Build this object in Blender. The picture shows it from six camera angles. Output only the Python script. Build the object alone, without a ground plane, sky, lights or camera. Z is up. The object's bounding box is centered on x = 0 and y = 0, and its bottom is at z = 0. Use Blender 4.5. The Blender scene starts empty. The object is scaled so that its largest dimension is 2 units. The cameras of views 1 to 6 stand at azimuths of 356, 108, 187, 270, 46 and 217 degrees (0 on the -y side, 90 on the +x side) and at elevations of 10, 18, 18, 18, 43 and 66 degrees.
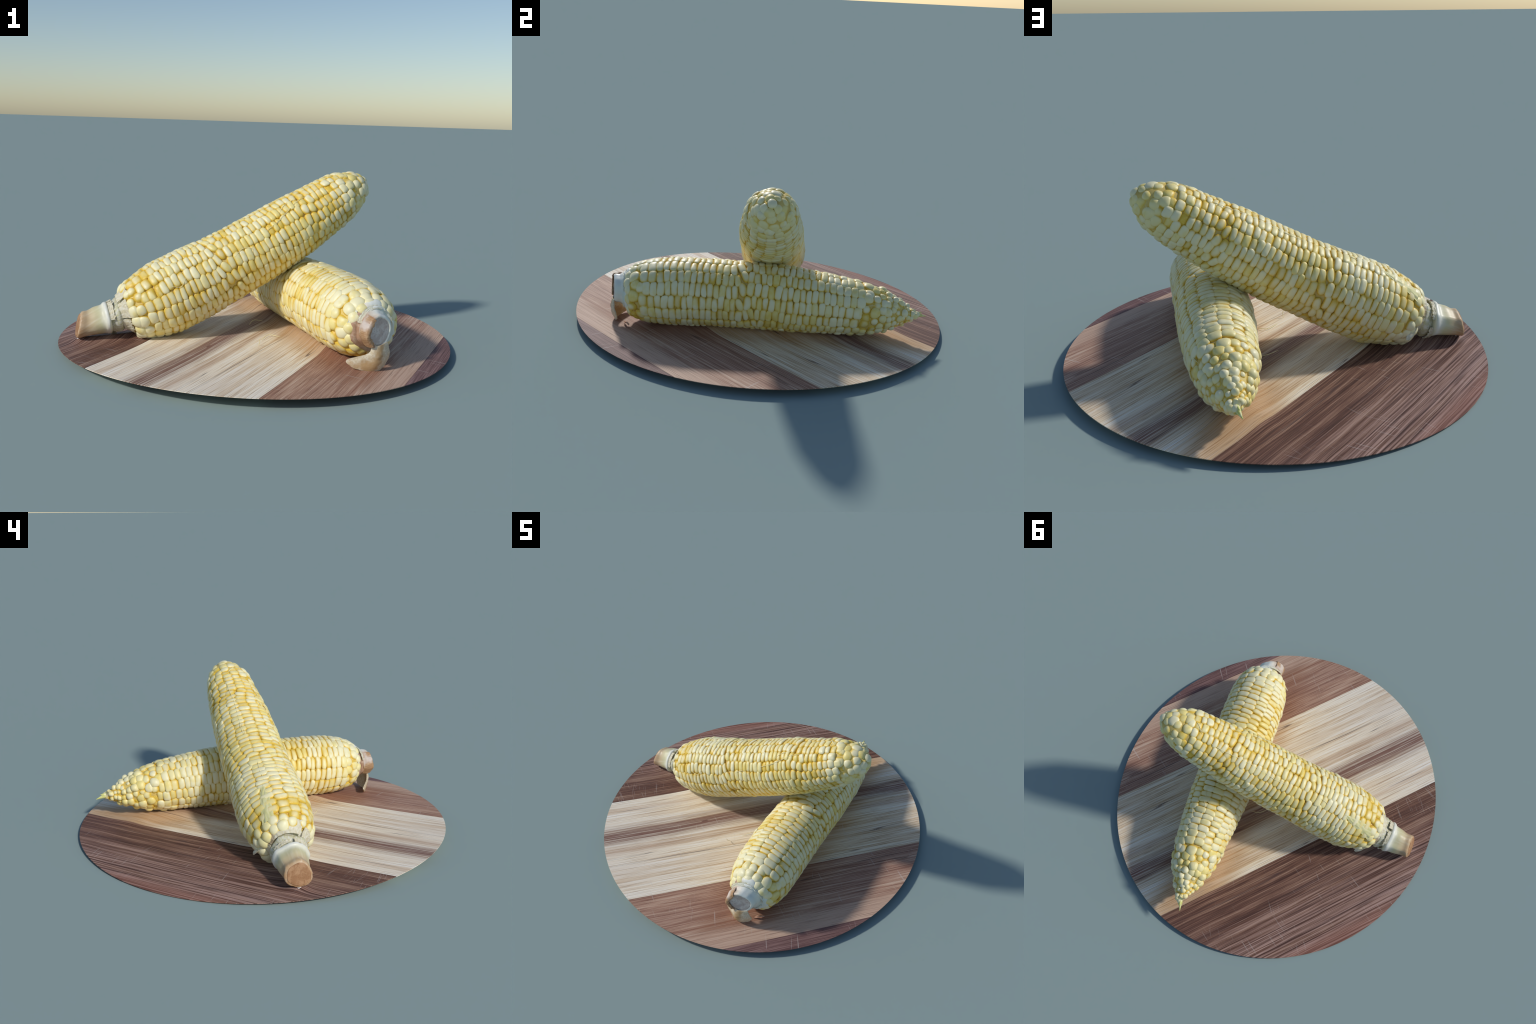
# Two husked ears of sweet corn, one leaning across the other, on a round wooden board.
import bpy, bmesh, math, random
import numpy as np
from mathutils import Vector, Matrix, noise

random.seed(11)
rng = np.random.default_rng(11)
COL = bpy.context.scene.collection

# ------------------------------------------------------------------ helpers
def link(obj, parent=None):
    COL.objects.link(obj)
    if parent is not None:
        obj.parent = parent
    return obj

def mesh_object(name, verts, faces, mat, parent=None, smooth=True):
    me = bpy.data.meshes.new(name)
    me.from_pydata([tuple(v) for v in verts], [], faces)
    me.update()
    if mat is not None:
        me.materials.append(mat)
    if smooth:
        me.polygons.foreach_set("use_smooth", [True] * len(me.polygons))
    return link(bpy.data.objects.new(name, me), parent)

def empty(name, label, category, loc=(0, 0, 0)):
    o = bpy.data.objects.new(name, None)
    o.empty_display_size = 0.1
    o.location = loc
    o["label"], o["category"] = label, category
    return link(o)

def unit(v):
    v = np.asarray(v, float)
    return v / np.linalg.norm(v)

def smoothstep(x):
    x = np.clip(x, 0, 1)
    return x * x * (3 - 2 * x)

def catmull(points, per=8):
    p = np.asarray(points, float)
    p = np.vstack([2 * p[0] - p[1], p, 2 * p[-1] - p[-2]])
    out = []
    for i in range(1, len(p) - 2):
        for k in range(per):
            t = k / per
            out.append(0.5 * (2 * p[i] + (p[i + 1] - p[i - 1]) * t + (2 * p[i - 1] - 5 * p[i] + 4 * p[i + 1] - p[i + 2]) * t * t
                              + (3 * p[i] - p[i - 1] - 3 * p[i + 1] + p[i + 2]) * t ** 3))
    out.append(p[-2])
    return np.array(out)

# ------------------------------------------------------------------ material helpers
class Nodes:
    def __init__(self, name):
        self.mat = bpy.data.materials.new(name)
        self.mat.use_nodes = True
        self.t = self.mat.node_tree
        self.bsdf = self.t.nodes["Principled BSDF"]
    def new(self, kind, **props):
        n = self.t.nodes.new("ShaderNode" + kind)
        for k, v in props.items():
            setattr(n, k, v)
        return n
    def put(self, sock, val):
        if isinstance(val, bpy.types.NodeSocket):
            self.t.links.new(val, sock)
        elif val is not None:
            sock.default_value = val
    def math(self, op, a, b=None, c=None, clamp=False):
        n = self.new("Math", operation=op, use_clamp=clamp)
        for s, v in zip(n.inputs, (a, b, c)):
            self.put(s, v)
        return n.outputs[0]
    def mix(self, fac, a, b, blend="MIX"):
        n = self.new("Mix", data_type="RGBA", blend_type=blend)
        self.put(n.inputs[0], fac)
        for s, v in ((n.inputs[6], a), (n.inputs[7], b)):
            self.put(s, (*v, 1) if isinstance(v, tuple) and len(v) == 3 else v)
        return n.outputs[2]
    def ramp(self, fac, stops, interp="LINEAR"):
        n = self.new("ValToRGB")
        cr = n.color_ramp
        cr.interpolation = interp
        while len(cr.elements) < len(stops):
            cr.elements.new(0.5)
        for e, (p, c) in zip(cr.elements, stops):
            e.position = p
            e.color = (*c, 1) if isinstance(c, tuple) else (c, c, c, 1)
        self.put(n.inputs[0], fac)
        return n.outputs[0]
    def step(self, x, lo, hi):
        n = self.new("MapRange", interpolation_type="SMOOTHSTEP", clamp=True)
        self.put(n.inputs[0], x)
        n.inputs[1].default_value, n.inputs[2].default_value = lo, hi
        return n.outputs[0]
    def coords(self, obj=None):
        n = self.new("TexCoord")
        if obj is not None:
            n.object = obj
        return n.outputs["Object"]
    def mapping(self, vec, scale=(1, 1, 1), rot=(0, 0, 0), loc=(0, 0, 0)):
        n = self.new("Mapping")
        self.put(n.inputs[0], vec)
        n.inputs[1].default_value, n.inputs[2].default_value, n.inputs[3].default_value = loc, rot, scale
        return n.outputs[0]
    def noise(self, vec, scale, detail=3.0, rough=0.55, dist=0.0):
        n = self.new("TexNoise")
        self.put(n.inputs["Vector"], vec)
        n.inputs["Scale"].default_value, n.inputs["Detail"].default_value = scale, detail
        n.inputs["Roughness"].default_value, n.inputs["Distortion"].default_value = rough, dist
        return n.outputs["Fac"]
    def split(self, vec):
        n = self.new("SeparateXYZ")
        self.put(n.inputs[0], vec)
        return n.outputs
    def finish(self, color, rough=0.5, spec=0.35, bump=None, strength=0.2, dist=0.01, sss=0.0):
        self.put(self.bsdf.inputs["Base Color"], color)
        self.put(self.bsdf.inputs["Roughness"], rough)
        self.bsdf.inputs["Specular IOR Level"].default_value = spec
        if sss:
            self.bsdf.inputs["Subsurface Weight"].default_value = sss
            self.bsdf.inputs["Subsurface Radius"].default_value = (0.02, 0.012, 0.004)
            self.bsdf.inputs["Subsurface Scale"].default_value = 0.5
        if bump is not None:
            b = self.new("Bump")
            b.inputs["Strength"].default_value, b.inputs["Distance"].default_value = strength, dist
            self.put(b.inputs["Height"], bump)
            self.put(self.bsdf.inputs["Normal"], b.outputs[0])
        return self.mat

# ------------------------------------------------------------------ the board
GRAIN = unit([0.47, 0.883])                 # grain direction on the board
ACROSS = np.array([GRAIN[1], -GRAIN[0]])    # across the planks, growing towards +x
GRAIN_ANGLE = math.atan2(GRAIN[1], GRAIN[0])

def board_rim(th):
    return 0.977 - 0.024 * np.cos(2 * th)

def board_height(x, y):
    th, r = math.atan2(y, x), math.hypot(x, y)
    q = r / board_rim(th)
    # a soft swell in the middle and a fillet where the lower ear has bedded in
    off = 0.956 * x + 0.293 * y - 0.272
    along = 0.956 * y - 0.293 * x
    bed = 0.014 * math.exp(-(off / 0.115) ** 4) * float(smoothstep((along + 0.60) / 0.2) * smoothstep((0.82 - along) / 0.2))
    bed += 0.010 * math.exp(-(((x + 0.48) / 0.16) ** 2 + ((y + 0.08) / 0.12) ** 2))
    f = min(1.0, max(0.0, (x + 0.82) / 0.24))
    bed += 0.020 * math.exp(-((x - (-0.82 + 0.24 * f)) ** 2 + (y - (-0.155 + 0.06 * f)) ** 2) / 0.05 ** 2)
    return (0.0272 + 0.0100 * math.exp(-(r / 0.45) ** 2) + bed + q * (0.0093 * math.cos(th) - 0.0123 * math.sin(th))
            + q * q * (-0.0061 * math.cos(2 * th) + 0.0082 * math.sin(2 * th)) + 0.0022 * q ** 3 * math.cos(3 * th))

def wood(name, ramp_stops, streak=(0.9, 11.0), band=None, pore=0.5, seed=0.0, extra=None, scratch=0.5):
    k = Nodes(name)
    co = k.coords()
    g = k.mapping(co, rot=(0, 0, -GRAIN_ANGLE))         # x runs along the grain, y across it
    wob = k.noise(k.mapping(g, scale=(1.1, 2.5, 1), loc=(seed, seed, 0)), 1.0, 2.0)
    gy = k.split(g)
    comb = k.new("CombineXYZ")
    k.put(comb.inputs[0], gy[0])
    k.put(comb.inputs[1], k.math("ADD", gy[1], k.math("MULTIPLY", k.math("SUBTRACT", wob, 0.5), 0.022)))
    w = comb.outputs[0]
    s1 = k.noise(k.mapping(w, scale=(streak[0], streak[1], 1), loc=(seed * 3, seed, 0)), 1.0, 5.0, 0.6)
    s2 = k.noise(k.mapping(w, scale=(1.2, 105.0, 1), loc=(seed, 2 * seed, 0)), 1.0, 4.0, 0.7)
    s3 = k.noise(k.mapping(w, scale=(4.0, 280.0, 1), loc=(seed, 0, 0)), 1.0, 3.0, 0.65)
    tone = k.math("ADD", k.math("MULTIPLY", s1, 0.30), k.math("ADD", k.math("MULTIPLY", s2, 0.36), k.math("MULTIPLY", s3, 0.34)))
    col = k.ramp(k.step(tone, 0.365, 0.635), ramp_stops)
    across = k.math("MULTIPLY", gy[1], -1.0)             # t : position across the planks
    if extra:
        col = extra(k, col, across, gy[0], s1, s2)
    if band:
        for lo, hi, edge, amount, colour in band:
            t = k.math("ADD", across, k.math("MULTIPLY", k.math("SUBTRACT", s1, 0.5), edge * 1.4))
            m = k.math("MULTIPLY", k.step(t, lo - edge, lo + edge), k.math("SUBTRACT", 1.0, k.step(t, hi - edge, hi + edge)))
            m = k.math("MULTIPLY", m, k.math("ADD", amount * 0.55, k.math("MULTIPLY", k.math("SUBTRACT", 1.0, k.step(s2, 0.38, 0.64)), amount * 0.85)), clamp=True)
            col = k.mix(m, col, colour)
    # dark pores drawn along the grain
    dark = k.math("MULTIPLY", k.math("SUBTRACT", 1.0, k.step(s3, 0.33, 0.45)), pore, clamp=True)
    col = k.mix(dark, col, (0.10, 0.055, 0.04))
    # a few long cracks
    cr = k.noise(k.mapping(w, scale=(0.55, 24.0, 1), loc=(seed + 4.2, 1.7, 0)), 1.0, 1.0)
    line = k.math("SUBTRACT", 1.0, k.step(k.math("ABSOLUTE", k.math("SUBTRACT", cr, 0.685)), 0.0, 0.016))
    col = k.mix(k.math("MULTIPLY", line, 0.75), col, (0.09, 0.05, 0.045))
    # knife scratches across the grain
    for ang, sd in ((0.20, 1.0), (-0.12, 5.0)):
        sc = k.mapping(co, rot=(0, 0, -GRAIN_ANGLE + math.pi / 2 + ang))
        line = k.noise(k.mapping(sc, scale=(5.0, 130.0, 1), loc=(sd, sd * 2, 0)), 1.0, 1.0)
        patch = k.noise(k.mapping(sc, scale=(2.4, 5.0, 1), loc=(sd, 0, 0)), 1.0, 2.0)
        m = k.math("MULTIPLY", k.step(line, 0.67, 0.72), k.step(patch, 0.48, 0.60))
        col = k.mix(k.math("MULTIPLY", m, scratch), col, (0.62, 0.56, 0.52))
    return k.finish(col, rough=0.62, spec=0.25, bump=k.math("ADD", s2, k.math("MULTIPLY", s3, 0.5)), strength=0.25, dist=0.004)

def light_extras(k, col, across, along, s1, s2):
    # the brown worm hole and its little dark surround
    knot = np.array([-0.229, -0.287])
    ka, kt = float(knot @ GRAIN), float(knot @ ACROSS)
    d = k.math("SQRT", k.math("ADD", k.math("POWER", k.math("MULTIPLY", k.math("SUBTRACT", along, ka), 0.55), 2.0),
                              k.math("POWER", k.math("SUBTRACT", across, kt), 2.0)))
    col = k.mix(k.math("SUBTRACT", 1.0, k.step(d, 0.008, 0.015)), col, (0.02, 0.012, 0.01))
    gloss_tint = k.math("SUBTRACT", 1.0, k.step(along, -0.95, -0.15))      # surface gloss painted in, lightening the wood towards the open side
    col = k.mix(k.math("MULTIPLY", gloss_tint, 0.18), col, (0.90, 0.89, 0.88))
    # contact shade and orange bounce light tinted into the wood alongside the lower ear
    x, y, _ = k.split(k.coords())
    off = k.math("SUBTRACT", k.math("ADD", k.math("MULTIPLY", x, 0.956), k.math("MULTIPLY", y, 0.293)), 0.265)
    contact_shade = k.math("SUBTRACT", 1.0, k.step(k.math("ADD", k.math("ABSOLUTE", off), k.math("MULTIPLY", s1, 0.14)), 0.16, 0.36))
    return k.mix(k.math("MULTIPLY", contact_shade, 0.65), col, (0.44, 0.22, 0.075))

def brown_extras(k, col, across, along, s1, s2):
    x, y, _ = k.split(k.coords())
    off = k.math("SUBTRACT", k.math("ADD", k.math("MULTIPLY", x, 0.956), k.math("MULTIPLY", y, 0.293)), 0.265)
    contact_shade = k.math("SUBTRACT", 1.0, k.step(k.math("ADD", k.math("ABSOLUTE", off), k.math("MULTIPLY", s1, 0.14)), 0.16, 0.34))  # darkens the brown plank with the lower ear's contact shadow
    return k.mix(k.math("MULTIPLY", contact_shade, 0.6), col, (0.25, 0.10, 0.05))

def walnut_extras(k, col, across, along, s1, s2):
    m = k.math("SUBTRACT", 1.0, k.step(across, -0.88, -0.42))      # paler and redder towards the rim
    col = k.mix(k.math("MULTIPLY", m, k.step(s2, 0.40, 0.68), clamp=True), col, (0.50, 0.33, 0.28))
    far = k.math("SUBTRACT", 1.0, k.step(across, -0.93, -0.86))
    return k.mix(k.math("MULTIPLY", far, 0.4), col, (0.33, 0.13, 0.09))

PALE = [(0.0, (0.48, 0.30, 0.165)), (0.22, (0.72, 0.54, 0.35)), (0.5, (0.88, 0.75, 0.56)), (1.0, (0.96, 0.91, 0.82))]
BROWN = [(0.0, (0.20, 0.095, 0.068)), (0.35, (0.37, 0.20, 0.14)), (0.7, (0.55, 0.365, 0.265)), (1.0, (0.68, 0.53, 0.42))]
WALNUT = [(0.0, (0.050, 0.023, 0.019)), (0.35, (0.125, 0.058, 0.042)), (0.7, (0.235, 0.125, 0.085)), (1.0, (0.42, 0.28, 0.20))]
EDGE = [(0.0, (0.07, 0.035, 0.04)), (0.5, (0.17, 0.09, 0.085)), (1.0, (0.34, 0.21, 0.19))]

planks = [   # from, to (across), material
    (-1.10, -0.369, wood("walnut_wood", WALNUT, streak=(0.5, 30.0), seed=2.0, pore=0.65, extra=walnut_extras, scratch=0.36)),
    (-0.369, 0.425, wood("pale_wood", PALE, streak=(0.6, 15.0), seed=7.0, pore=0.35, extra=light_extras, scratch=0.3,
                        band=[(-0.125, -0.015, 0.055, 0.95, (0.235, 0.125, 0.095)), (0.20, 0.29, 0.08, 0.35, (0.55, 0.37, 0.22)), (0.03, 0.075, 0.025, 0.6, (0.46, 0.28, 0.17)), (-0.30, -0.265, 0.02, 0.5, (0.58, 0.38, 0.22))])),
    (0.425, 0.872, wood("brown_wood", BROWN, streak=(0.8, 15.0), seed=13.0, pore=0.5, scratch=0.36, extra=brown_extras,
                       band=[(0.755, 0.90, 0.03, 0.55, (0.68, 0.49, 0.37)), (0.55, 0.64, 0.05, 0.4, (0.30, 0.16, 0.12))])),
    (0.872, 1.10, wood("dark_edge_wood", EDGE, streak=(0.8, 18.0), seed=21.0, pore=0.6)),
]
board = empty("cutting_board", "round cutting board of glued light and dark planks", "cutting board")

def build_plank(t0, t1, mat):
    """One plank: the slice t0 < t < t1 of the gently warped round board, thin at the rim and thicker inside."""
    gap = 0.0006
    t0, t1 = t0 + gap, t1 - gap
    bm = bmesh.new()
    tops = {}
    nt, ng = max(3, int((t1 - t0) / 0.02)), 110
    # clip every line of constant t against the rim
    def half_chord(t):
        lo, hi = 0.0, 1.2
        ends = []
        for sgn in (-1, 1):
            a, b = 0.0, 1.2
            for _ in range(40):
                m = (a + b) / 2
                p = ACROSS * t + GRAIN * m * sgn
                if math.hypot(*p) < board_rim(math.atan2(p[1], p[0])):
                    a = m
                else:
                    b = m
            ends.append(sgn * a)
        return ends
    # limit the slice to the board itself
    th = np.linspace(0, 2 * np.pi, 2000)
    rim_t = board_rim(th) * (np.cos(th) * ACROSS[0] + np.sin(th) * ACROSS[1])
    t0, t1 = max(t0, rim_t.min() + 1e-4), min(t1, rim_t.max() - 1e-4)
    f = np.linspace(0, 1, nt + 1)
    if t1 > 0.86 or t0 < -0.9:                      # finer steps where the slice runs out at the rim
        f = np.linspace(0, 1, 4 * nt + 1)
        f = 1 - (1 - f) ** 2 if t1 > 0.86 else f ** 2
    rows_top, rows_bot = [], []
    for a in f:
        t = t0 + (t1 - t0) * a
        g0, g1 = half_chord(t)
        rt, rb = [], []
        for b in range(ng + 1):
            s = 0.5 - 0.5 * math.cos(math.pi * b / ng)
            p = ACROSS * t + GRAIN * (g0 + (g1 - g0) * s)
            x, y = p
            z = board_height(x, y)
            q = math.hypot(x, y) / board_rim(math.atan2(y, x))
            under = max(0.0002, z - 0.0028 - 0.16 * (1 - q))
            rt.append(bm.verts.new((x, y, z)))
            rb.append(bm.verts.new((x, y, min(under, z - 0.0025))))
        rows_top.append(rt)
        rows_bot.append(rb)
    n = len(f)
    for i in range(n - 1):
        for j in range(ng):
            bm.faces.new((rows_top[i][j], rows_top[i + 1][j], rows_top[i + 1][j + 1], rows_top[i][j + 1]))
            bm.faces.new((rows_bot[i][j], rows_bot[i][j + 1], rows_bot[i + 1][j + 1], rows_bot[i + 1][j]))
        for j in (0, ng):
            bm.faces.new((rows_top[i][j], rows_bot[i][j], rows_bot[i + 1][j], rows_top[i + 1][j]))
    for i in (0, n - 1):
        for j in range(ng):
            bm.faces.new((rows_top[i][j], rows_top[i][j + 1], rows_bot[i][j + 1], rows_bot[i][j]))
    bmesh.ops.recalc_face_normals(bm, faces=bm.faces)
    me = bpy.data.meshes.new("plank")
    bm.to_mesh(me)
    bm.free()
    me.materials.append(mat)
    return link(bpy.data.objects.new("plank", me), board)

for a, b, m in planks:
    build_plank(a, b, m)

# ------------------------------------------------------------------ kernels shared by both ears
def kernel_mesh(name, plan, rise, seed, mat=None):
    """A pillow: superellipse outline, flattened dome on top and a tapering root below. Unit half-sizes."""
    segs, rings = 20, 7
    r = random.Random(seed)
    skew = (r.uniform(-0.10, 0.10), r.uniform(-0.08, 0.08))
    verts, faces = [], []
    levels = [math.sin(math.pi / 2 * i / rings) for i in range(1, rings + 1)]
    lump = [r.uniform(-0.05, 0.05) for _ in range(4)]
    verts.append((skew[0], skew[1], 1.0))
    for lv in levels:
        z = max(0.0, 1 - lv ** rise) ** (1 / rise)
        for k in range(segs):
            a = 2 * math.pi * k / segs
            c, s = math.cos(a), math.sin(a)
            w = (abs(c) ** plan + abs(s) ** plan) ** (-1 / plan)
            w *= 1 + lump[0] * math.cos(2 * a + 1) + lump[1] * math.cos(3 * a) + lump[2] * math.sin(a)
            verts.append((c * w * lv + skew[0] * z, s * w * lv + skew[1] * z, z))
    for k in range(segs):                                   # root
        x, y, _ = verts[1 + (rings - 1) * segs + k]
        verts.append((x * 0.82, y * 0.82, -0.9))
    for k in range(segs):
        faces.append((0, 1 + k, 1 + (k + 1) % segs))
    for i in range(rings):
        for k in range(segs):
            a, b = 1 + i * segs + k, 1 + i * segs + (k + 1) % segs
            faces.append((a, a + segs, b + segs, b))
    faces.append(tuple(reversed([1 + rings * segs + k for k in range(segs)]))[::-1])
    me = bpy.data.meshes.new(name)
    me.from_pydata(verts, [], faces)
    me.polygons.foreach_set("use_smooth", [True] * len(me.polygons))
    if mat:
        me.materials.append(mat)
    me.update()
    return me

# ------------------------------------------------------------------ an ear of corn
class Ear:
    def __init__(self, spine, profile, name, label):
        p = np.array(spine, float)
        self.X = unit(p[3] - p[0])
        z = np.array([0, 0, 1.0])
        self.Z = unit(z - self.X * (z @ self.X))
        self.Y = np.cross(self.Z, self.X)
        self.O = p[0]
        self.root = empty(name, label, "corn")
        M = np.eye(4)
        M[:3, 0], M[:3, 1], M[:3, 2], M[:3, 3] = self.X, self.Y, self.Z, self.O
        self.root.matrix_world = Matrix(M.tolist())
        knots = np.array([0, 0.33, 0.67, 1.0])
        s = np.linspace(-0.1, 1.1, 481)
        loc = np.array([self.local(q) for q in p])
        self.cub = [np.polyfit(knots, loc[:, i], 3) for i in range(3)]
        c = np.stack([np.polyval(q, s) for q in self.cub], 1)
        cum = np.concatenate([[0], np.cumsum(np.linalg.norm(np.diff(c, axis=0), axis=1))])
        cum -= np.interp(0, s, cum)
        self.L = np.interp(1, s, cum)
        self.u = cum / self.L
        self.c = c
        self.pu, self.pr = np.array(profile).T
        uu = np.linspace(self.pu[0], self.pu[-1], 600)
        rr = np.interp(uu, self.pu, self.pr)
        ker = np.hanning(23)
        rr2 = np.convolve(np.pad(rr, 11, mode="edge"), ker / ker.sum(), "valid")
        mixw = smoothstep((uu - uu[0]) / 0.03) * smoothstep((uu[-1] - uu) / 0.03)
        self.ru, self.rr = uu, rr * (1 - mixw) + rr2 * mixw
        self.m = np.concatenate([[0], np.cumsum(np.hypot(np.diff(uu) * self.L, np.diff(self.rr)))])
    def local(self, p):
        d = np.asarray(p, float) - self.O
        return np.array([d @ self.X, d @ self.Y, d @ self.Z])
    def direction(self, d):
        d = np.asarray(d, float)
        return np.array([d @ self.X, d @ self.Y, d @ self.Z])
    def centre(self, u):
        return np.array([np.interp(u, self.u, self.c[:, i]) for i in range(3)])
    def radius(self, u):
        return float(np.interp(u, self.ru, self.rr))
    def u_of_m(self, m):
        return float(np.interp(m, self.m, self.ru))
    def m_of_u(self, u):
        return float(np.interp(u, self.ru, self.m))
    def surface(self, u, th, lift=0.0):
        """Position, outward normal, lengthwise tangent and crosswise tangent at station u, angle th (0 = up)."""
        T = unit(self.centre(u + 0.004) - self.centre(u - 0.004))
        N = unit(np.array([0, 0, 1.0]) - T * T[2])
        B = np.cross(N, T)
        rad = math.cos(th) * N + math.sin(th) * B
        e = 0.006
        slope = np.clip((self.radius(u + e) - self.radius(u - e)) / (2 * e * self.L), -6, 6)
        n = unit(rad - slope * T)
        t = unit(T + slope * rad)
        p = self.centre(u) + rad * self.radius(u) + n * lift
        return p, n, t, np.cross(n, t)

def kernel_material(ear, name, top, side, warm, dome=None):
    """Cream crowns, yellow flanks: coloured by height above the cob, measured from the ear's own bent axis."""
    k = Nodes(name)
    co = k.coords(ear.root)
    x, y, z = k.split(co)
    xs = ear.c[:, 0]
    sel = (ear.u > -0.05) & (ear.u < 1.05)
    def bent(values, axis):
        a3, a2, a1, a0 = np.polyfit(xs[sel], values[sel], 3)
        v = k.math("MULTIPLY_ADD", x, float(a3), float(a2))
        v = k.math("MULTIPLY_ADD", v, x, float(a1))
        v = k.math("MULTIPLY_ADD", v, x, float(a0))
        return k.math("SUBTRACT", axis, v)
    dy, dz = bent(ear.c[:, 1], y), bent(ear.c[:, 2], z)
    d = k.math("SQRT", k.math("ADD", k.math("MULTIPLY", dy, dy), k.math("MULTIPLY", dz, dz)))
    x0, x1 = -0.06 * ear.L, 1.04 * ear.L
    fx = k.new("MapRange")
    k.put(fx.inputs[0], x)
    fx.inputs[1].default_value, fx.inputs[2].default_value = x0, x1
    fc = k.new("FloatCurve")
    cm = fc.mapping
    cv = cm.curves[0]
    us = np.linspace(0.0, 1.0, 26)
    pts = [(float(q), float(np.interp((x0 + (x1 - x0) * q) / ear.L, ear.ru, ear.rr) / 0.2) * (1 - 0.05 * float(1 - smoothstep((q - 0.04) / 0.10)) - 0.04 * float(smoothstep((q - 0.82) / 0.1)))) for q in us]
    cv.points[0].location, cv.points[1].location = pts[0], pts[-1]
    for p in pts[1:-1]:
        cv.points.new(*p)
    for p in cv.points:
        p.handle_type = "AUTO"
    cm.update()
    k.put(fc.inputs["Value"], fx.outputs[0])
    R = k.math("MULTIPLY", fc.outputs[0], 0.2)
    h = k.math("SUBTRACT", d, R)
    if dome:                                             # the blunt tip is measured from the middle of its dome
        u0, r0 = dome
        off = k.new("VectorMath", operation="DISTANCE")
        k.put(off.inputs[0], co)
        off.inputs[1].default_value = tuple(ear.centre(u0))
        m = k.step(x, float(ear.centre(u0)[0]) - 0.005, float(ear.centre(u0)[0]) + 0.02)
        hd = k.math("SUBTRACT", off.outputs["Value"], r0)
        h = k.math("ADD", k.math("MULTIPLY", h, k.math("SUBTRACT", 1.0, m)), k.math("MULTIPLY", hd, m))
    n1 = k.noise(co, 5.0, 2.0)
    n2 = k.noise(co, 24.0, 1.0)
    n3 = k.noise(co, 160.0, 2.0)
    h = k.math("ADD", h, k.math("MULTIPLY", k.math("SUBTRACT", n2, 0.5), 0.005))
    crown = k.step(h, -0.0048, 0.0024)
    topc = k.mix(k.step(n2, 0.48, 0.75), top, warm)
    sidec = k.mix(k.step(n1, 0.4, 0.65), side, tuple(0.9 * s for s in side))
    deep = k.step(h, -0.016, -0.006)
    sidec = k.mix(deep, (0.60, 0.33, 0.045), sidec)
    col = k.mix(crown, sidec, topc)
    col = k.mix(k.math("MULTIPLY", k.step(n3, 0.5, 0.75), 0.12), col, (0.92, 0.88, 0.70))
    return k.finish(col, rough=0.42, spec=0.4, bump=n3, strength=0.06, dist=0.004, sss=0.0)

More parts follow.
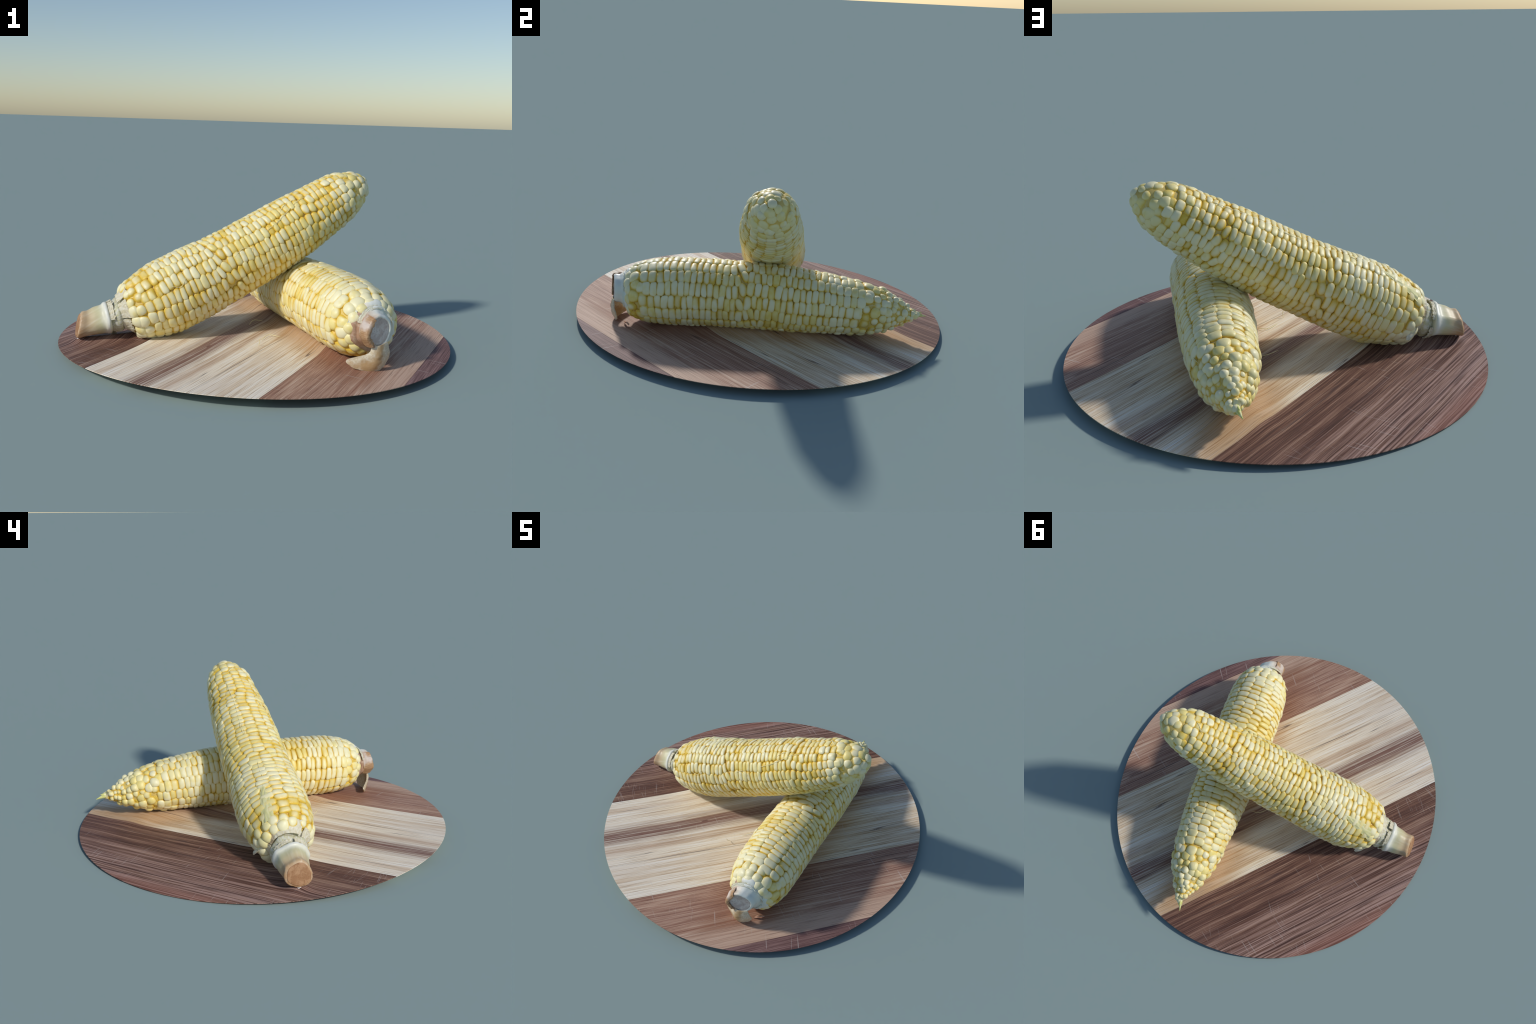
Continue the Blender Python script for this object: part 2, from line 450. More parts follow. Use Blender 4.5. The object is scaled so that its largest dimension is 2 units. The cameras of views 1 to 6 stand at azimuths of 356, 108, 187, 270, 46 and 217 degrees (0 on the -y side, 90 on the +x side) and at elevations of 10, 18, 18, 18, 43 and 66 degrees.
def fill_ear(ear, rows, row_span, step, faults, pitch_tip, pitch_base, hz, base_m, skip=None, named=150, mat=None, knob=1.0, tip_lift=0.0, tip_jitter=0.0, tip_taper=0.2):
    """Lay out kernels: long rows in the middle, packed rounder ones at the butt and the tip."""
    seats = []   # u, theta, half length, half width, height, yaw, round?
    ang = 2 * math.pi / rows
    m0, m1 = ear.m_of_u(row_span[0]), ear.m_of_u(row_span[1])
    def drift(u, th):
        v = 0.10 * math.sin(5.0 * u + 1.3) + 0.05 * math.sin(13 * u + 2 * th)
        for f, amount in faults:
            v += amount * float(smoothstep((u - f - 0.018 * math.sin(2 * th) - 0.01 * math.sin(5 * th)) / 0.055))
        return v
    for j in range(rows):
        th0 = j * ang
        m = m0 + rng.uniform(-0.5, 0.5) * step
        wide = rng.uniform(0.95, 1.06)
        while m < m1 + rng.uniform(-0.4, 0.6) * step:
            u = ear.u_of_m(m)
            near = min([abs(u - f - 0.018) for f, _ in faults] + [9])
            messy = max(0.0, 1 - near / 0.03)
            ln = step * rng.uniform(0.86, 1.14) * (1 + 0.25 * messy) * (1 + 0.25 * smoothstep((u - row_span[1] + 0.12) / 0.12)) * (1 + 0.3 * (1 - smoothstep((u - row_span[0]) / 0.10)))
            u = ear.u_of_m(m + ln / 2)
            th = th0 + ang * (drift(u, th0) + 0.03 * rng.normal() * (1 + 4 * messy))
            e = 0.004
            yaw = math.atan((ang * (drift(u + e, th0) - drift(u - e, th0))) * ear.radius(u) / (2 * e * ear.L))
            seats.append((u, th, ln / 2 * 1.13, ang * ear.radius(u) / 2 * 1.13 * wide, hz * rng.uniform(0.95, 1.08), 0.75 * yaw + 0.055 * rng.normal() * (1 + 2 * messy), messy > 0.5))
            m += ln
    def rings(ms, pitch, taper):
        turn = rng.uniform(0, 6)
        m = ms[0]
        while m < ms[1]:
            f = (m - ms[0]) / max(1e-6, ms[1] - ms[0])
            pz = pitch * (1 - taper * f)
            u = ear.u_of_m(m + pz / 2)
            n = max(1, int(round(2 * math.pi * ear.radius(u) / (pz * 1.06))))
            turn += math.pi / n
            for i in range(n):
                th = turn + (i + rng.uniform(-0.16, 0.16)) * 2 * math.pi / n
                uu = ear.u_of_m(m + pz / 2 + rng.uniform(-0.22, 0.22) * pz)
                sz = rng.uniform(0.86, 1.16)
                seats.append((uu, th, pz / 2 * 1.22 * sz, pz / 2 * 1.22 * sz, hz * rng.uniform(1.0, 1.35) * knob, rng.uniform(-0.4, 0.4), True))
            m += pz * 0.93
    rings((m1 + 0.5 * step, ear.m[-1] - pitch_tip * 0.45), pitch_tip, tip_taper)
    # one kernel caps the very tip
    seats.append((ear.u_of_m(ear.m[-1] - 0.002), 0.4, pitch_tip * (0.55 - 0.4 * tip_taper), pitch_tip * (0.52 - 0.4 * tip_taper), hz * 1.2, 0.5, True))
    rings((ear.m_of_u(base_m), m0 - 0.35 * step), pitch_base, -0.1)
    tones = mat
    blocky = [kernel_mesh("kernel", random.Random(i).uniform(2.9, 4.2), random.Random(i + 50).uniform(2.2, 2.6), i, tones[0]) for i in range(8)]
    rounds = [kernel_mesh("kernel", random.Random(i).uniform(2.1, 2.7), random.Random(i + 50).uniform(2.0, 2.3), i + 20, tones[0]) for i in range(6)]
    placed = []
    for (u, th, a, b, h, yaw, is_round) in seats:
        p, n, t, w = ear.surface(u, th)
        if skip and skip(u, th, p):
            continue
        t2 = math.cos(yaw) * t + math.sin(yaw) * w
        tilt = rng.normal(0, 0.05, 2)
        n2 = unit(n + tilt[0] * t2 + tilt[1] * w)
        t2 = unit(t2 - n2 * (t2 @ n2))
        w2 = np.cross(n2, t2)
        lift = 0.002 + tip_lift * float(smoothstep((u - 0.6) / 0.25))
        c = p - n2 * (h - lift - rng.normal(0, 0.0012 + tip_jitter * float(smoothstep((u - 0.75) / 0.15))))
        M = np.eye(4)
        M[:3, 0], M[:3, 1], M[:3, 2], M[:3, 3] = t2 * a, w2 * b, n2 * h, c
        wn = n2[0] * ear.X + n2[1] * ear.Y + n2[2] * ear.Z
        me = (rounds if is_round else blocky)[int(rng.integers(0, 6 if is_round else 8))]
        ripe = 0.5 + 0.55 * noise.noise(Vector(tuple(p * 4.0))) + rng.normal(0, 0.22)
        placed.append((a * b * max(0.05, 0.55 + wn[2]), M, me, 0 if ripe < 0.56 else 1 if ripe < 0.90 else 2))
    order = sorted(range(len(placed)), key=lambda i: -placed[i][0])
    first = True
    proto = {}
    for i in order[:named]:
        _, M, me, tone = placed[i]
        if me.name not in proto:
            proto[me.name] = bpy.data.objects.new("kernel", me)
            o = proto[me.name]
        else:
            o = proto[me.name].copy()
            o.name = "kernel"
        link(o, ear.root)
        o.matrix_local = Matrix(M.tolist())
        o.material_slots[0].link = 'OBJECT'
        o.material_slots[0].material = tones[tone]
    vs, fs, base, slots = [], [], 0, []
    cache = {}
    for i in order[named:]:
        _, M, me, tone = placed[i]
        if me.name not in cache:
            v = np.empty(len(me.vertices) * 3, np.float32)
            me.vertices.foreach_get("co", v)
            cache[me.name] = (v.reshape(-1, 3), [tuple(q.vertices) for q in me.polygons])
        v, f = cache[me.name]
        vs.append(v @ M[:3, :3].T + M[:3, 3])
        fs += [tuple(q + base for q in g) for g in f]
        base += len(v)
        slots += [tone] * len(f)
    rest = mesh_object("small_kernels", np.vstack(vs), fs, tones[0], ear.root)
    for t in tones[1:]:
        rest.data.materials.append(t)
    rest.data.polygons.foreach_set("material_index", slots)
    rest["kind"] = "stuff"
    print(ear.root.name, "kernels", len(placed))

def lathe(ear, name, us, shrink, mat, segs=48):
    verts, faces = [], []
    for u in us:
        for k in range(segs):
            p, n, t, w = ear.surface(u, 2 * math.pi * k / segs)
            c = ear.centre(u)
            d = p - c
            r = np.linalg.norm(d)
            verts.append(c + d / r * max(0.004, r - shrink * (1 - 0.35 * float(smoothstep((u - 0.7) / 0.2)))))
    for i in range(len(us) - 1):
        for k in range(segs):
            a, b = i * segs + k, i * segs + (k + 1) % segs
            faces.append((a, a + segs, b + segs, b)[::-1])
    faces.append(tuple(range(segs)))
    faces.append(tuple(reversed([(len(us) - 1) * segs + k for k in range(segs)])))
    return mesh_object(name, verts, faces, mat, ear.root)

def loft(ear, name, sections, mat, segs=40, per=5, wob=0.03, ridge=0.0, seed=0, cap=True, squash=1.0):
    """Sections in world space: centre, radius, facing direction. Returned as one closed mesh in the ear's frame."""
    ctr = catmull([ear.local(s[0]) for s in sections], per)
    rad = catmull([[s[1]] for s in sections], per)[:, 0]
    nrm = catmull([ear.direction(s[2]) for s in sections], per)
    up = ear.direction((0, 0, 1))
    verts, faces = [], []
    for c, r, d in zip(ctr, rad, nrm):
        d = unit(d)
        e1 = unit(up - d * (up @ d))
        e2 = np.cross(d, e1)
        for k in range(segs):
            a = 2 * math.pi * k / segs
            q = Vector((math.cos(a) * 1.3 + seed, math.sin(a) * 1.3, float(c[0]) * 6 + seed))
            rr = r * (1 + wob * noise.noise(q) + ridge * noise.noise(Vector((math.cos(a) * 7, math.sin(a) * 7, float(c[0]) * 2 + seed))))
            verts.append(c + rr * (squash * math.cos(a) * e1 + math.sin(a) * e2))
    n = len(ctr)
    for i in range(n - 1):
        for k in range(segs):
            a, b = i * segs + k, i * segs + (k + 1) % segs
            faces.append((a, b, b + segs, a + segs))
    if cap:
        faces.append(tuple(reversed(range(segs))))
        faces.append(tuple((n - 1) * segs + k for k in range(segs)))
    o = mesh_object(name, verts, faces, mat, ear.root)
    bm = bmesh.new()
    bm.from_mesh(o.data)
    bmesh.ops.recalc_face_normals(bm, faces=bm.faces)
    bm.to_mesh(o.data)
    bm.free()
    o.data.set_sharp_from_angle(angle=0.75)
    return o

def sheet(ear, name, grid, mat, thick=0.004, ragged=0.0, per=5, seed=0):
    """A torn leaf of husk: a small grid of world points, smoothed, roughened at its last row and given thickness."""
    g = np.array([[ear.local(p) for p in row] for row in grid])
    rows = np.stack([catmull(r, per) for r in g])
    full = np.stack([catmull(rows[:, j], per) for j in range(rows.shape[1])], 1)
    nr, nc = full.shape[:2]
    if ragged:
        for j in range(nc):
            k = ragged * (noise.noise(Vector((j * 0.55 + seed, seed, 0))) + 0.6 * noise.noise(Vector((j * 1.7, seed, 3))))
            full[:, j] += (full[-1, j] - full[-2, j]) / np.linalg.norm(full[-1, j] - full[-2, j]) * k * np.linspace(0, 1, nr)[:, None] ** 2
    nrm = np.cross(np.gradient(full, axis=0), np.gradient(full, axis=1))
    nrm /= np.linalg.norm(nrm, axis=2, keepdims=True) + 1e-9
    wav = np.array([[noise.noise(Vector((i * 0.35 + seed, j * 0.35, seed))) for j in range(nc)] for i in range(nr)])
    full = full + nrm * (wav * 0.003)[..., None]
    a, b = full + nrm * thick / 2, full - nrm * thick / 2
    verts = [*a.reshape(-1, 3), *b.reshape(-1, 3)]
    N = nr * nc
    faces = []
    for i in range(nr - 1):
        for j in range(nc - 1):
            q = (i * nc + j, i * nc + j + 1, (i + 1) * nc + j + 1, (i + 1) * nc + j)
            faces += [q, tuple(N + v for v in reversed(q))]
    edge = [j for j in range(nc)] + [i * nc + nc - 1 for i in range(1, nr)] + [(nr - 1) * nc + j for j in range(nc - 2, -1, -1)] + [i * nc for i in range(nr - 2, 0, -1)]
    for p, q in zip(edge, edge[1:] + edge[:1]):
        faces.append((p, p + N, q + N, q))
    o = mesh_object(name, verts, faces, mat, ear.root)
    bm = bmesh.new()
    bm.from_mesh(o.data)
    bmesh.ops.recalc_face_normals(bm, faces=bm.faces)
    bm.to_mesh(o.data)
    bm.free()
    o.data.set_sharp_from_angle(angle=0.75)
    return o

def tube(ear, name, pts, r, mat, segs=6):
    pts = catmull(pts, 6)
    verts, faces = [], []
    for i, p in enumerate(pts):
        d = unit(pts[min(i + 1, len(pts) - 1)] - pts[max(i - 1, 0)])
        e1 = unit(np.cross(d, [0.3, 0.5, 0.81]))
        e2 = np.cross(d, e1)
        rr = r * (1 - 0.6 * abs(2 * i / (len(pts) - 1) - 1) ** 3)
        verts += [p + rr * (math.cos(2 * math.pi * k / segs) * e1 + math.sin(2 * math.pi * k / segs) * e2) for k in range(segs)]
    for i in range(len(pts) - 1):
        for k in range(segs):
            a, b = i * segs + k, i * segs + (k + 1) % segs
            faces.append((a, b, b + segs, a + segs))
    faces.append(tuple(reversed(range(segs))))
    faces.append(tuple((len(pts) - 1) * segs + k for k in range(segs)))
    return mesh_object(name, verts, faces, mat, ear.root)

def silk(ear, path, mat, r=0.0013, lift=0.0008):
    tube(ear, "silk", [ear.surface(u, th, lift + rng.uniform(-0.001, 0.002))[0] for u, th in path], r, mat)

# ---- plain materials of the stalks, husks and silks
def cob_material():
    k = Nodes("cob_pith")
    n = k.noise(k.coords(), 40.0, 3.0)
    return k.finish(k.mix(n, (0.66, 0.45, 0.10), (0.78, 0.62, 0.22)), rough=0.6)

def stalk_material(name, axis, stops, root, streak=60.0):
    """Colour runs along a world-space line given by (start, direction, length)."""
    k = Nodes(name)
    start, d, length = axis
    co = k.coords(root)
    dot = k.new("VectorMath", operation="DOT_PRODUCT")
    k.put(dot.inputs[0], co)
    dot.inputs[1].default_value = tuple(d)
    n = k.noise(k.mapping(co, scale=(1.0, 1.0, 1.0)), 14.0, 3.0)
    f = k.math("DIVIDE", k.math("SUBTRACT", dot.outputs["Value"], float(np.dot(start, d))), length)
    f = k.math("ADD", f, k.math("MULTIPLY", k.math("SUBTRACT", n, 0.5), 0.25))
    col = k.ramp(f, stops)
    s = k.noise(k.mapping(co, scale=(6, streak, streak)), 1.0, 3.0)
    col = k.mix(k.math("MULTIPLY", k.step(s, 0.45, 0.7), 0.25), col, (0.80, 0.76, 0.62))
    return k.finish(col, rough=0.42, spec=0.4, bump=s, strength=0.12, dist=0.004)

def cut_material(name, a, b, c):
    k = Nodes(name)
    co = k.coords()
    n = k.noise(co, 26.0, 4.0)
    p = k.noise(co, 140.0, 2.0)
    col = k.mix(k.step(n, 0.4, 0.62), a, b)
    col = k.mix(k.math("MULTIPLY", k.step(p, 0.55, 0.68), 0.55), col, c)
    return k.finish(col, rough=0.65, spec=0.2, bump=p, strength=0.35, dist=0.004)

def husk_material(name, a, b, stain, amount=0.5):
    k = Nodes(name)
    co = k.coords()
    n = k.noise(co, 9.0, 3.0)
    s = k.noise(k.mapping(co, scale=(12, 130, 130)), 1.0, 2.0)
    col = k.mix(k.step(s, 0.4, 0.62), a, b)
    col = k.mix(k.math("MULTIPLY", k.step(n, 0.52, 0.68), amount), col, stain)
    mat = k.finish(col, rough=0.45, spec=0.35, bump=s, strength=0.15, dist=0.003)
    tr = k.new("BsdfTranslucent")
    k.put(tr.inputs[0], col)
    mx = k.new("MixShader")
    mx.inputs[0].default_value = 0.2
    out = k.t.nodes["Material Output"]
    k.t.links.new(k.bsdf.outputs[0], mx.inputs[1])
    k.t.links.new(tr.outputs[0], mx.inputs[2])
    k.t.links.new(mx.outputs[0], out.inputs["Surface"])
    return mat

def plain(name, c1, c2, scale=20.0, rough=0.5):
    k = Nodes(name)
    return k.finish(k.mix(k.noise(k.coords(), scale, 2.0), c1, c2), rough=rough)

COB = cob_material()
SILK = plain("silk_thread", (0.80, 0.70, 0.32), (0.90, 0.84, 0.56))

# ------------------------------------------------------------------ ear that leans on the other one
leaning = Ear([(-0.603, -0.114, 0.148), (-0.240, -0.006, 0.311), (0.149, 0.103, 0.524), (0.553, 0.228, 0.779)],
              [(-0.024, 0.06), (-0.019, 0.10), (-0.012, 0.128), (0.002, 0.143), (0.025, 0.154), (0.085, 0.173), (0.125, 0.184), (0.18, 0.186),
               (0.25, 0.184), (0.32, 0.178), (0.40, 0.174), (0.50, 0.171), (0.60, 0.167), (0.68, 0.162), (0.75, 0.151), (0.82, 0.141),
               (0.877, 0.132), (0.903, 0.124), (0.93, 0.112), (0.956, 0.097), (0.982, 0.074), (1.0, 0.048), (1.010, 0.026), (1.014, 0.010)],
              "leaning_corn_ear", "husked pale yellow corn ear leaning with short stalk")
SIDE = (0.78, 0.53, 0.06)
TONES = (((0.88, 0.82, 0.52), (0.86, 0.75, 0.34)), ((0.87, 0.78, 0.40), (0.85, 0.71, 0.25)), ((0.86, 0.73, 0.28), (0.84, 0.66, 0.17)))
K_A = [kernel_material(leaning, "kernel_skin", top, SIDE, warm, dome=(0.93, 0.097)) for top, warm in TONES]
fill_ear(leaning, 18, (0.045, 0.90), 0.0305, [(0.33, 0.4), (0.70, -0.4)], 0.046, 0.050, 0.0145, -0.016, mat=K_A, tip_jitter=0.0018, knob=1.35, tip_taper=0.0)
lathe(leaning, "cob", np.linspace(-0.023, 1.006, 60), 0.013, COB)

a_dir = unit((-0.13, -0.035, -0.022))
A_axis = (leaning.local((-0.70, -0.128, 0.118)), leaning.direction(a_dir), 0.15)
A_STALK = stalk_material("stalk_skin", A_axis, [(0.0, (0.70, 0.70, 0.52)), (0.12, (0.80, 0.80, 0.72)), (0.35, (0.64, 0.60, 0.36)), (0.68, (0.55, 0.42, 0.25)), (1.0, (0.48, 0.28, 0.14))], leaning.root)
HUSK = husk_material("husk_leaf", (0.78, 0.71, 0.50), (0.87, 0.83, 0.68), (0.52, 0.36, 0.18), 0.75)
GREEN_HUSK = husk_material("green_husk_leaf", (0.82, 0.78, 0.36), (0.87, 0.83, 0.48), (0.84, 0.80, 0.58), 0.3)
BUTT = (-1, -0.22, -0.2)
loft(leaning, "stalk_neck", [((-0.57, -0.105, 0.176), 0.086, (-1, -0.15, -0.35)), ((-0.615, -0.108, 0.166), 0.092, (-1, -0.18, -0.30)),
                           ((-0.634, -0.111, 0.160), 0.093, (-1, -0.2, -0.27)), ((-0.646, -0.114, 0.152), 0.078, (-1, -0.2, -0.25)),
                           ((-0.662, -0.118, 0.143), 0.088, (-1, -0.2, -0.22)), ((-0.680, -0.123, 0.134), 0.081, BUTT),
                           ((-0.700, -0.129, 0.124), 0.068, BUTT), ((-0.722, -0.133, 0.115), 0.062, BUTT)],
     husk_material("stalk_neck_skin", (0.68, 0.66, 0.42), (0.82, 0.80, 0.68), (0.52, 0.42, 0.17), 0.8), wob=0.18, ridge=0.09, seed=3, squash=0.92)
END = (-1, -0.22, 0.2)
loft(leaning, "stalk", [((-0.700, -0.125, 0.125), 0.060, BUTT), ((-0.703, -0.126, 0.124), 0.078, BUTT),
                      ((-0.711, -0.128, 0.123), 0.085, BUTT), ((-0.722, -0.130, 0.121), 0.083, BUTT), ((-0.736, -0.132, 0.117), 0.076, (-1, -0.25, -0.16)),
                      ((-0.772, -0.140, 0.110), 0.073, (-1, -0.27, -0.1)), ((-0.808, -0.150, 0.101), 0.067, (-1, -0.27, 0.05)),
                      ((-0.832, -0.157, 0.097), 0.069, (-1, -0.25, 0.15)), ((-0.843, -0.160, 0.096), 0.067, END),
                      ((-0.848, -0.162, 0.096), 0.058, END)], A_STALK, wob=0.14, ridge=0.06, seed=5, squash=0.92)
loft(leaning, "cut_face", [((-0.838, -0.159, 0.096), 0.056, END), ((-0.8485, -0.162, 0.096), 0.058, END),
                         ((-0.8515, -0.163, 0.096), 0.047, END), ((-0.8525, -0.163, 0.096), 0.02, END)],
     cut_material("stalk_cut", (0.34, 0.175, 0.085), (0.45, 0.26, 0.14), (0.25, 0.115, 0.05)), wob=0.14, seed=5, squash=0.92)
# torn husk round the butt of the ear
def collar(ear, name, c0, d, r0, r1, reach, arcs, mat, seed):
    """Scraps of husk that spread from the stalk towards the kernels over some arcs (degrees, 0 = up, turning to +y)."""
    d = unit(d)
    e1 = unit(np.array([0, 0, 1.0]) - d * d[2])
    e2 = np.cross(e1, d)
    if e2[1] < 0:
        e2 = -e2
    for i, (a0, a1, k) in enumerate(arcs):
        grid = []
        for f in (0.0, 0.35, 0.7, 1.0):
            row = []
            for a in np.linspace(math.radians(a0), math.radians(a1), 6):
                r = r0 + (r1 - r0) * f ** 1.3 * k
                row.append(np.array(c0) + d * reach * k * f + r * (math.cos(a) * e1 + math.sin(a) * e2))
            grid.append(row)
        sheet(ear, name, grid, mat, 0.004, ragged=min(0.010, 0.3 * reach), seed=seed + 3.7 * i)

collar(leaning, "husk_scrap", (-0.655, -0.116, 0.149), (1, 0.18, 0.30), 0.084, 0.128, 0.052,
       [(-40, 30, 1.05), (28, 75, 0.9), (80, 130, 1.1), (-95, -48, 0.8), (-150, -100, 0.7)], HUSK, 1.0)
collar(leaning, "husk_scrap", (-0.704, -0.129, 0.120), (1, 0.24, 0.18), 0.083, 0.090, 0.022,
       [(-80, -10, 1.0), (0, 70, 0.8), (95, 170, 1.0)], HUSK, 9.0)
# hanging flap on the far side, pale strip of leaf lying on the kernels
sheet(leaning, "husk_scrap", [[(-0.655, -0.020, 0.165), (-0.640, -0.012, 0.150), (-0.622, -0.004, 0.140)],
                            [(-0.645, 0.005, 0.140), (-0.628, 0.014, 0.125), (-0.608, 0.022, 0.120)],
                            [(-0.626, 0.030, 0.108), (-0.612, 0.038, 0.100), (-0.592, 0.042, 0.100)],
                            [(-0.606, 0.046, 0.088), (-0.600, 0.047, 0.086), (-0.590, 0.047, 0.088)]], HUSK, 0.005, 0.008, seed=4)

loft(leaning, "husk_scrap", [((-0.838, -0.158, 0.044), 0.006, (0, 0, -1)), ((-0.840, -0.158, 0.036), 0.016, (0, 0, -1)), ((-0.842, -0.157, 0.026), 0.020, (0, 0, -1)),
                           ((-0.844, -0.157, 0.017), 0.024, (0, 0, -1))], plain("white_crumb", (0.80, 0.78, 0.80), (0.90, 0.89, 0.90), 60.0), segs=16, wob=0.4, ridge=0.3, seed=31)

def strip_on(ear, path, widths, mat, lift=0.0018):
    grid = []
    for (u, th), wd in zip(path, widths):
        r = ear.radius(u)
        grid.append([ear.O + sum(c * ax for c, ax in zip(ear.surface(u, th + k * wd / r, lift - 0.003 * abs(k))[0], (ear.X, ear.Y, ear.Z))) for k in (-1, -0.33, 0.33, 1)])
    sheet(ear, "husk_strip", grid, mat, 0.002, seed=2)

def seat_of(ear, p):
    """Station and angle of the surface point nearest to a world point."""
    q = ear.local(p)
    us = np.linspace(-0.04, 1.0, 300)
    d = [np.linalg.norm(q - ear.centre(u)) for u in us]
    u = float(us[int(np.argmin(d))])
    T = unit(ear.centre(u + 0.004) - ear.centre(u - 0.004))
    N = unit(np.array([0, 0, 1.0]) - T * T[2])
    B = np.cross(N, T)
    v = q - ear.centre(u)
    return u, math.atan2(v @ B, v @ N)

strip_on(leaning, [seat_of(leaning, (-0.630, -0.032, 0.262)), seat_of(leaning, (-0.59, -0.022, 0.305)), seat_of(leaning, (-0.549, -0.014, 0.338)),
                   seat_of(leaning, (-0.51, -0.008, 0.365)), seat_of(leaning, (-0.469, 0.002, 0.39))], [0.034, 0.030, 0.026, 0.018, 0.003], GREEN_HUSK)
for path in ([(0.58, -0.95), (0.64, -0.80), (0.70, -0.62), (0.76, -0.55)], [(0.52, -0.98), (0.60, -0.88), (0.66, -0.72)],
             [(0.40, -1.15), (0.44, -1.05), (0.47, -1.2), (0.46, -1.35)], [(0.62, -0.7), (0.66, -0.5), (0.72, -0.42)],
             [(0.47, 0.36), (0.56, 0.40), (0.66, 0.37), (0.76, 0.42), (0.84, 0.38)], [(0.46, 0.40), (0.52, 0.43), (0.58, 0.38)],
             [(0.86, 0.25), (0.88, 0.05), (0.90, -0.15)], [(0.87, 0.2), (0.885, 0.0), (0.88, -0.2)], [(0.20, 0.30), (0.26, 0.33), (0.31, 0.28)],
             [(0.97, 1.6), (0.95, 1.9), (0.93, 2.1)], [(0.15, -1.1), (0.18, -1.2), (0.21, -1.05)]):
    silk(leaning, path, SILK)

# ------------------------------------------------------------------ ear that lies on the board
lying = Ear([(0.503, -0.629, 0.193), (0.333, -0.116, 0.216), (0.195, 0.372, 0.198), (0.059, 0.831, 0.158)],
            [(0.040, 0.05), (0.045, 0.085), (0.050, 0.108), (0.058, 0.124), (0.070, 0.136), (0.091, 0.149), (0.117, 0.160), (0.143, 0.168), (0.195, 0.174),
             (0.27, 0.176), (0.35, 0.174), (0.43, 0.172), (0.51, 0.171), (0.585, 0.170), (0.64, 0.165), (0.70, 0.158), (0.767, 0.148),
             (0.82, 0.140), (0.87, 0.127), (0.90, 0.117), (0.925, 0.104), (0.95, 0.085), (0.975, 0.064), (0.995, 0.046), (1.015, 0.029), (1.028, 0.016), (1.034, 0.007)],
            "lying_corn_ear", "husked pale yellow corn ear lying flat with pointed tip")
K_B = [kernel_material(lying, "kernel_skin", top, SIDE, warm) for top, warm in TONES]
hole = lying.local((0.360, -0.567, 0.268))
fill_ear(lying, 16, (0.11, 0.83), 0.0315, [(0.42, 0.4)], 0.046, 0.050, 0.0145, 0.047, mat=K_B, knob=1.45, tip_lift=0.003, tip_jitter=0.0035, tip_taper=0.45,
         skip=lambda u, th, p: np.linalg.norm(p - hole) < 0.022)
lathe(lying, "cob", np.linspace(0.042, 1.03, 60), 0.013, COB)

B_axis = (lying.local((0.41, -0.60, 0.2)), lying.direction(unit((0.9, 0.43, 0.15))), 0.17)
B_STOPS = [(0.0, (0.40, 0.24, 0.15)), (0.10, (0.44, 0.28, 0.19)), (0.24, (0.70, 0.63, 0.52)), (0.42, (0.83, 0.85, 0.78)), (1.0, (0.80, 0.84, 0.74))]
B_STALK = stalk_material("stalk_skin", B_axis, B_STOPS, lying.root)
n1, n2 = (0.36, -0.93, 0.0), (0.54, -0.84, 0.03)
loft(lying, "stalk_neck", [((0.445, -0.490, 0.206), 0.100, n1), ((0.464, -0.530, 0.208), 0.110, n1), ((0.472, -0.549, 0.209), 0.110, n1),
                         ((0.476, -0.559, 0.209), 0.102, n1), ((0.478, -0.564, 0.209), 0.091, n1), ((0.480, -0.572, 0.209), 0.093, n1),
                         ((0.481, -0.580, 0.209), 0.083, n2)], B_STALK, wob=0.12, ridge=0.09, seed=12)
loft(lying, "stalk", [((0.470, -0.552, 0.209), 0.078, n1), ((0.477, -0.574, 0.209), 0.087, n2), ((0.478, -0.584, 0.209), 0.083, n2), ((0.479, -0.602, 0.209), 0.074, n2),
                    ((0.481, -0.620, 0.209), 0.074, n2), ((0.483, -0.632, 0.209), 0.070, n2), ((0.4835, -0.634, 0.209), 0.062, n2), ((0.480, -0.627, 0.209), 0.057, n2)],
     B_STALK, wob=0.10, ridge=0.05, seed=15)
loft(lying, "cut_face", [((0.474, -0.612, 0.209), 0.058, n2), ((0.4818, -0.6295, 0.209), 0.060, n2), ((0.4825, -0.6310, 0.209), 0.045, n2), ((0.4805, -0.6275, 0.209), 0.015, n2)],
     cut_material("stalk_cut", (0.56, 0.48, 0.43), (0.70, 0.65, 0.60), (0.34, 0.27, 0.26)), wob=0.08, seed=17)
HUSK_B = husk_material("husk_leaf", (0.74, 0.64, 0.45), (0.85, 0.78, 0.62), (0.56, 0.36, 0.16), 0.85)
sheet(lying, "husk_flap", [[(0.450, -0.636, 0.162), (0.470, -0.645, 0.152), (0.492, -0.638, 0.152), (0.522, -0.612, 0.160)],
                         [(0.438, -0.645, 0.118), (0.468, -0.655, 0.108), (0.502, -0.640, 0.106), (0.535, -0.606, 0.118)],
                         [(0.352, -0.614, 0.078), (0.425, -0.640, 0.078), (0.485, -0.648, 0.074), (0.536, -0.594, 0.085)],
                         [(0.372, -0.618, 0.050), (0.425, -0.630, 0.036), (0.478, -0.628, 0.032), (0.516, -0.598, 0.044)]], HUSK_B, 0.006, 0.018, seed=6)
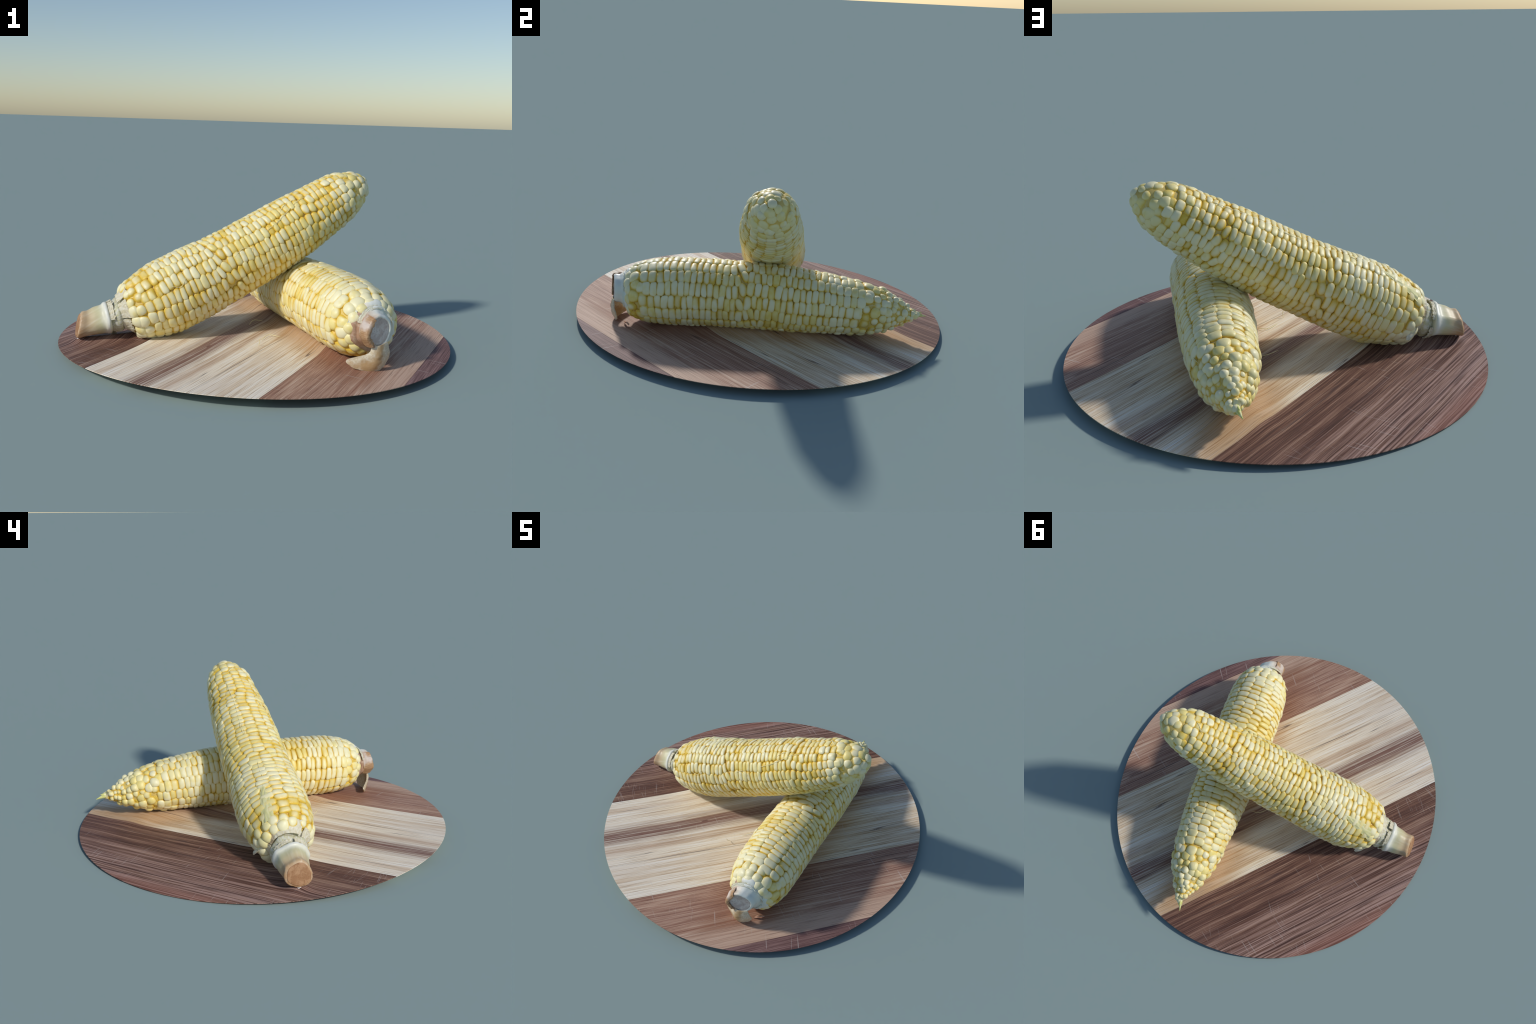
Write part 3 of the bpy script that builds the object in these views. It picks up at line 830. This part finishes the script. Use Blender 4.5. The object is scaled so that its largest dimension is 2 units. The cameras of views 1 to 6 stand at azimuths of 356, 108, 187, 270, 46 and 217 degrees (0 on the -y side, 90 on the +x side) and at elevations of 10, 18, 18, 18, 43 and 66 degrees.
sheet(lying, "husk_scrap", [[(0.436, -0.596, 0.276), (0.408, -0.612, 0.240), (0.402, -0.616, 0.192), (0.424, -0.612, 0.150)],
                          [(0.438, -0.622, 0.278), (0.408, -0.640, 0.238), (0.406, -0.646, 0.188), (0.430, -0.636, 0.146)],
                          [(0.452, -0.650, 0.272), (0.426, -0.668, 0.232), (0.420, -0.676, 0.190), (0.446, -0.662, 0.150)],
                          [(0.462, -0.654, 0.262), (0.442, -0.664, 0.226), (0.438, -0.668, 0.194), (0.456, -0.658, 0.160)]],
      husk_material("dry_husk", (0.46, 0.27, 0.14), (0.60, 0.40, 0.23), (0.80, 0.72, 0.66), 0.8), 0.005, 0.008, seed=7)
d2 = (-0.36, 0.93, 0.0)
PALE_HUSK = husk_material("pale_husk", (0.78, 0.78, 0.62), (0.86, 0.86, 0.76), (0.62, 0.50, 0.30), 0.5)
collar(lying, "husk_scrap", (0.470, -0.548, 0.209), d2, 0.106, 0.120, 0.020, [(-62, -8, 1.0), (2, 66, 1.1), (72, 140, 1.0), (-128, -70, 0.9)], PALE_HUSK, 20.0)
collar(lying, "husk_scrap", (0.4795, -0.580, 0.209), (-0.45, 0.89, 0.0), 0.087, 0.100, 0.016, [(-70, 20, 1.0), (30, 100, 1.2), (110, 160, 0.8)], PALE_HUSK, 40.0)
sheet(lying, "husk_chip", [[(0.512, -0.560, 0.040), (0.530, -0.548, 0.044)], [(0.524, -0.540, 0.050), (0.545, -0.528, 0.054)], [(0.536, -0.520, 0.042), (0.552, -0.512, 0.046)]],
      plain("dry_chip", (0.50, 0.26, 0.16), (0.66, 0.40, 0.28)), 0.006, seed=8)

# green sprout at the pointed tip
SPROUT = husk_material("green_tip", (0.70, 0.72, 0.22), (0.88, 0.84, 0.46), (0.84, 0.80, 0.46), 0.6)
for tip, start, r in (((0.010, 0.921, 0.146), (0.044, 0.866, 0.160), 0.013), ((0.024, 0.899, 0.168), (0.046, 0.862, 0.168), 0.009), ((0.038, 0.898, 0.150), (0.052, 0.864, 0.154), 0.008)):
    s, e = np.array(start), np.array(tip)
    d = e - s
    loft(lying, "tip_leaf", [(s, r * 0.8, d), (s + d * 0.25, r, d), (s + d * 0.55, r * 0.62, d), (s + d * 0.82, r * 0.28, d), (e, 0.0015, d)], SPROUT, segs=16, wob=0.15, seed=r * 100)
for path in ([(0.66, -0.25), (0.70, -0.10), (0.73, -0.2)], [(0.62, -0.35), (0.66, -0.18), (0.68, 0.05)], [(0.70, -0.6), (0.74, -0.5), (0.79, -0.66)],
             [(0.80, -0.95), (0.84, -1.1), (0.88, -1.0)], [(0.36, -0.75), (0.39, -0.85), (0.40, -0.7)], [(0.60, 0.9), (0.63, 1.1), (0.66, 1.0)]):
    silk(lying, path, SILK)
# loose threads on the board beside the ears
def board_silk(pts, parent):
    P = [parent.local((x, y, board_height(x, y) + 0.003 + dz)) for x, y, dz in pts]
    tube(parent, "silk", P, 0.0014, SILK)
board_silk([(0.02, -0.20, 0.0), (0.06, -0.12, 0.006), (0.12, -0.14, 0.0)], lying)
board_silk([(-0.02, 0.10, 0.0), (0.01, 0.16, 0.01), (0.06, 0.18, 0.0)], lying)
board_silk([(0.0, -0.28, 0.0), (0.004, -0.30, 0.02), (0.0, -0.31, 0.04)], lying)
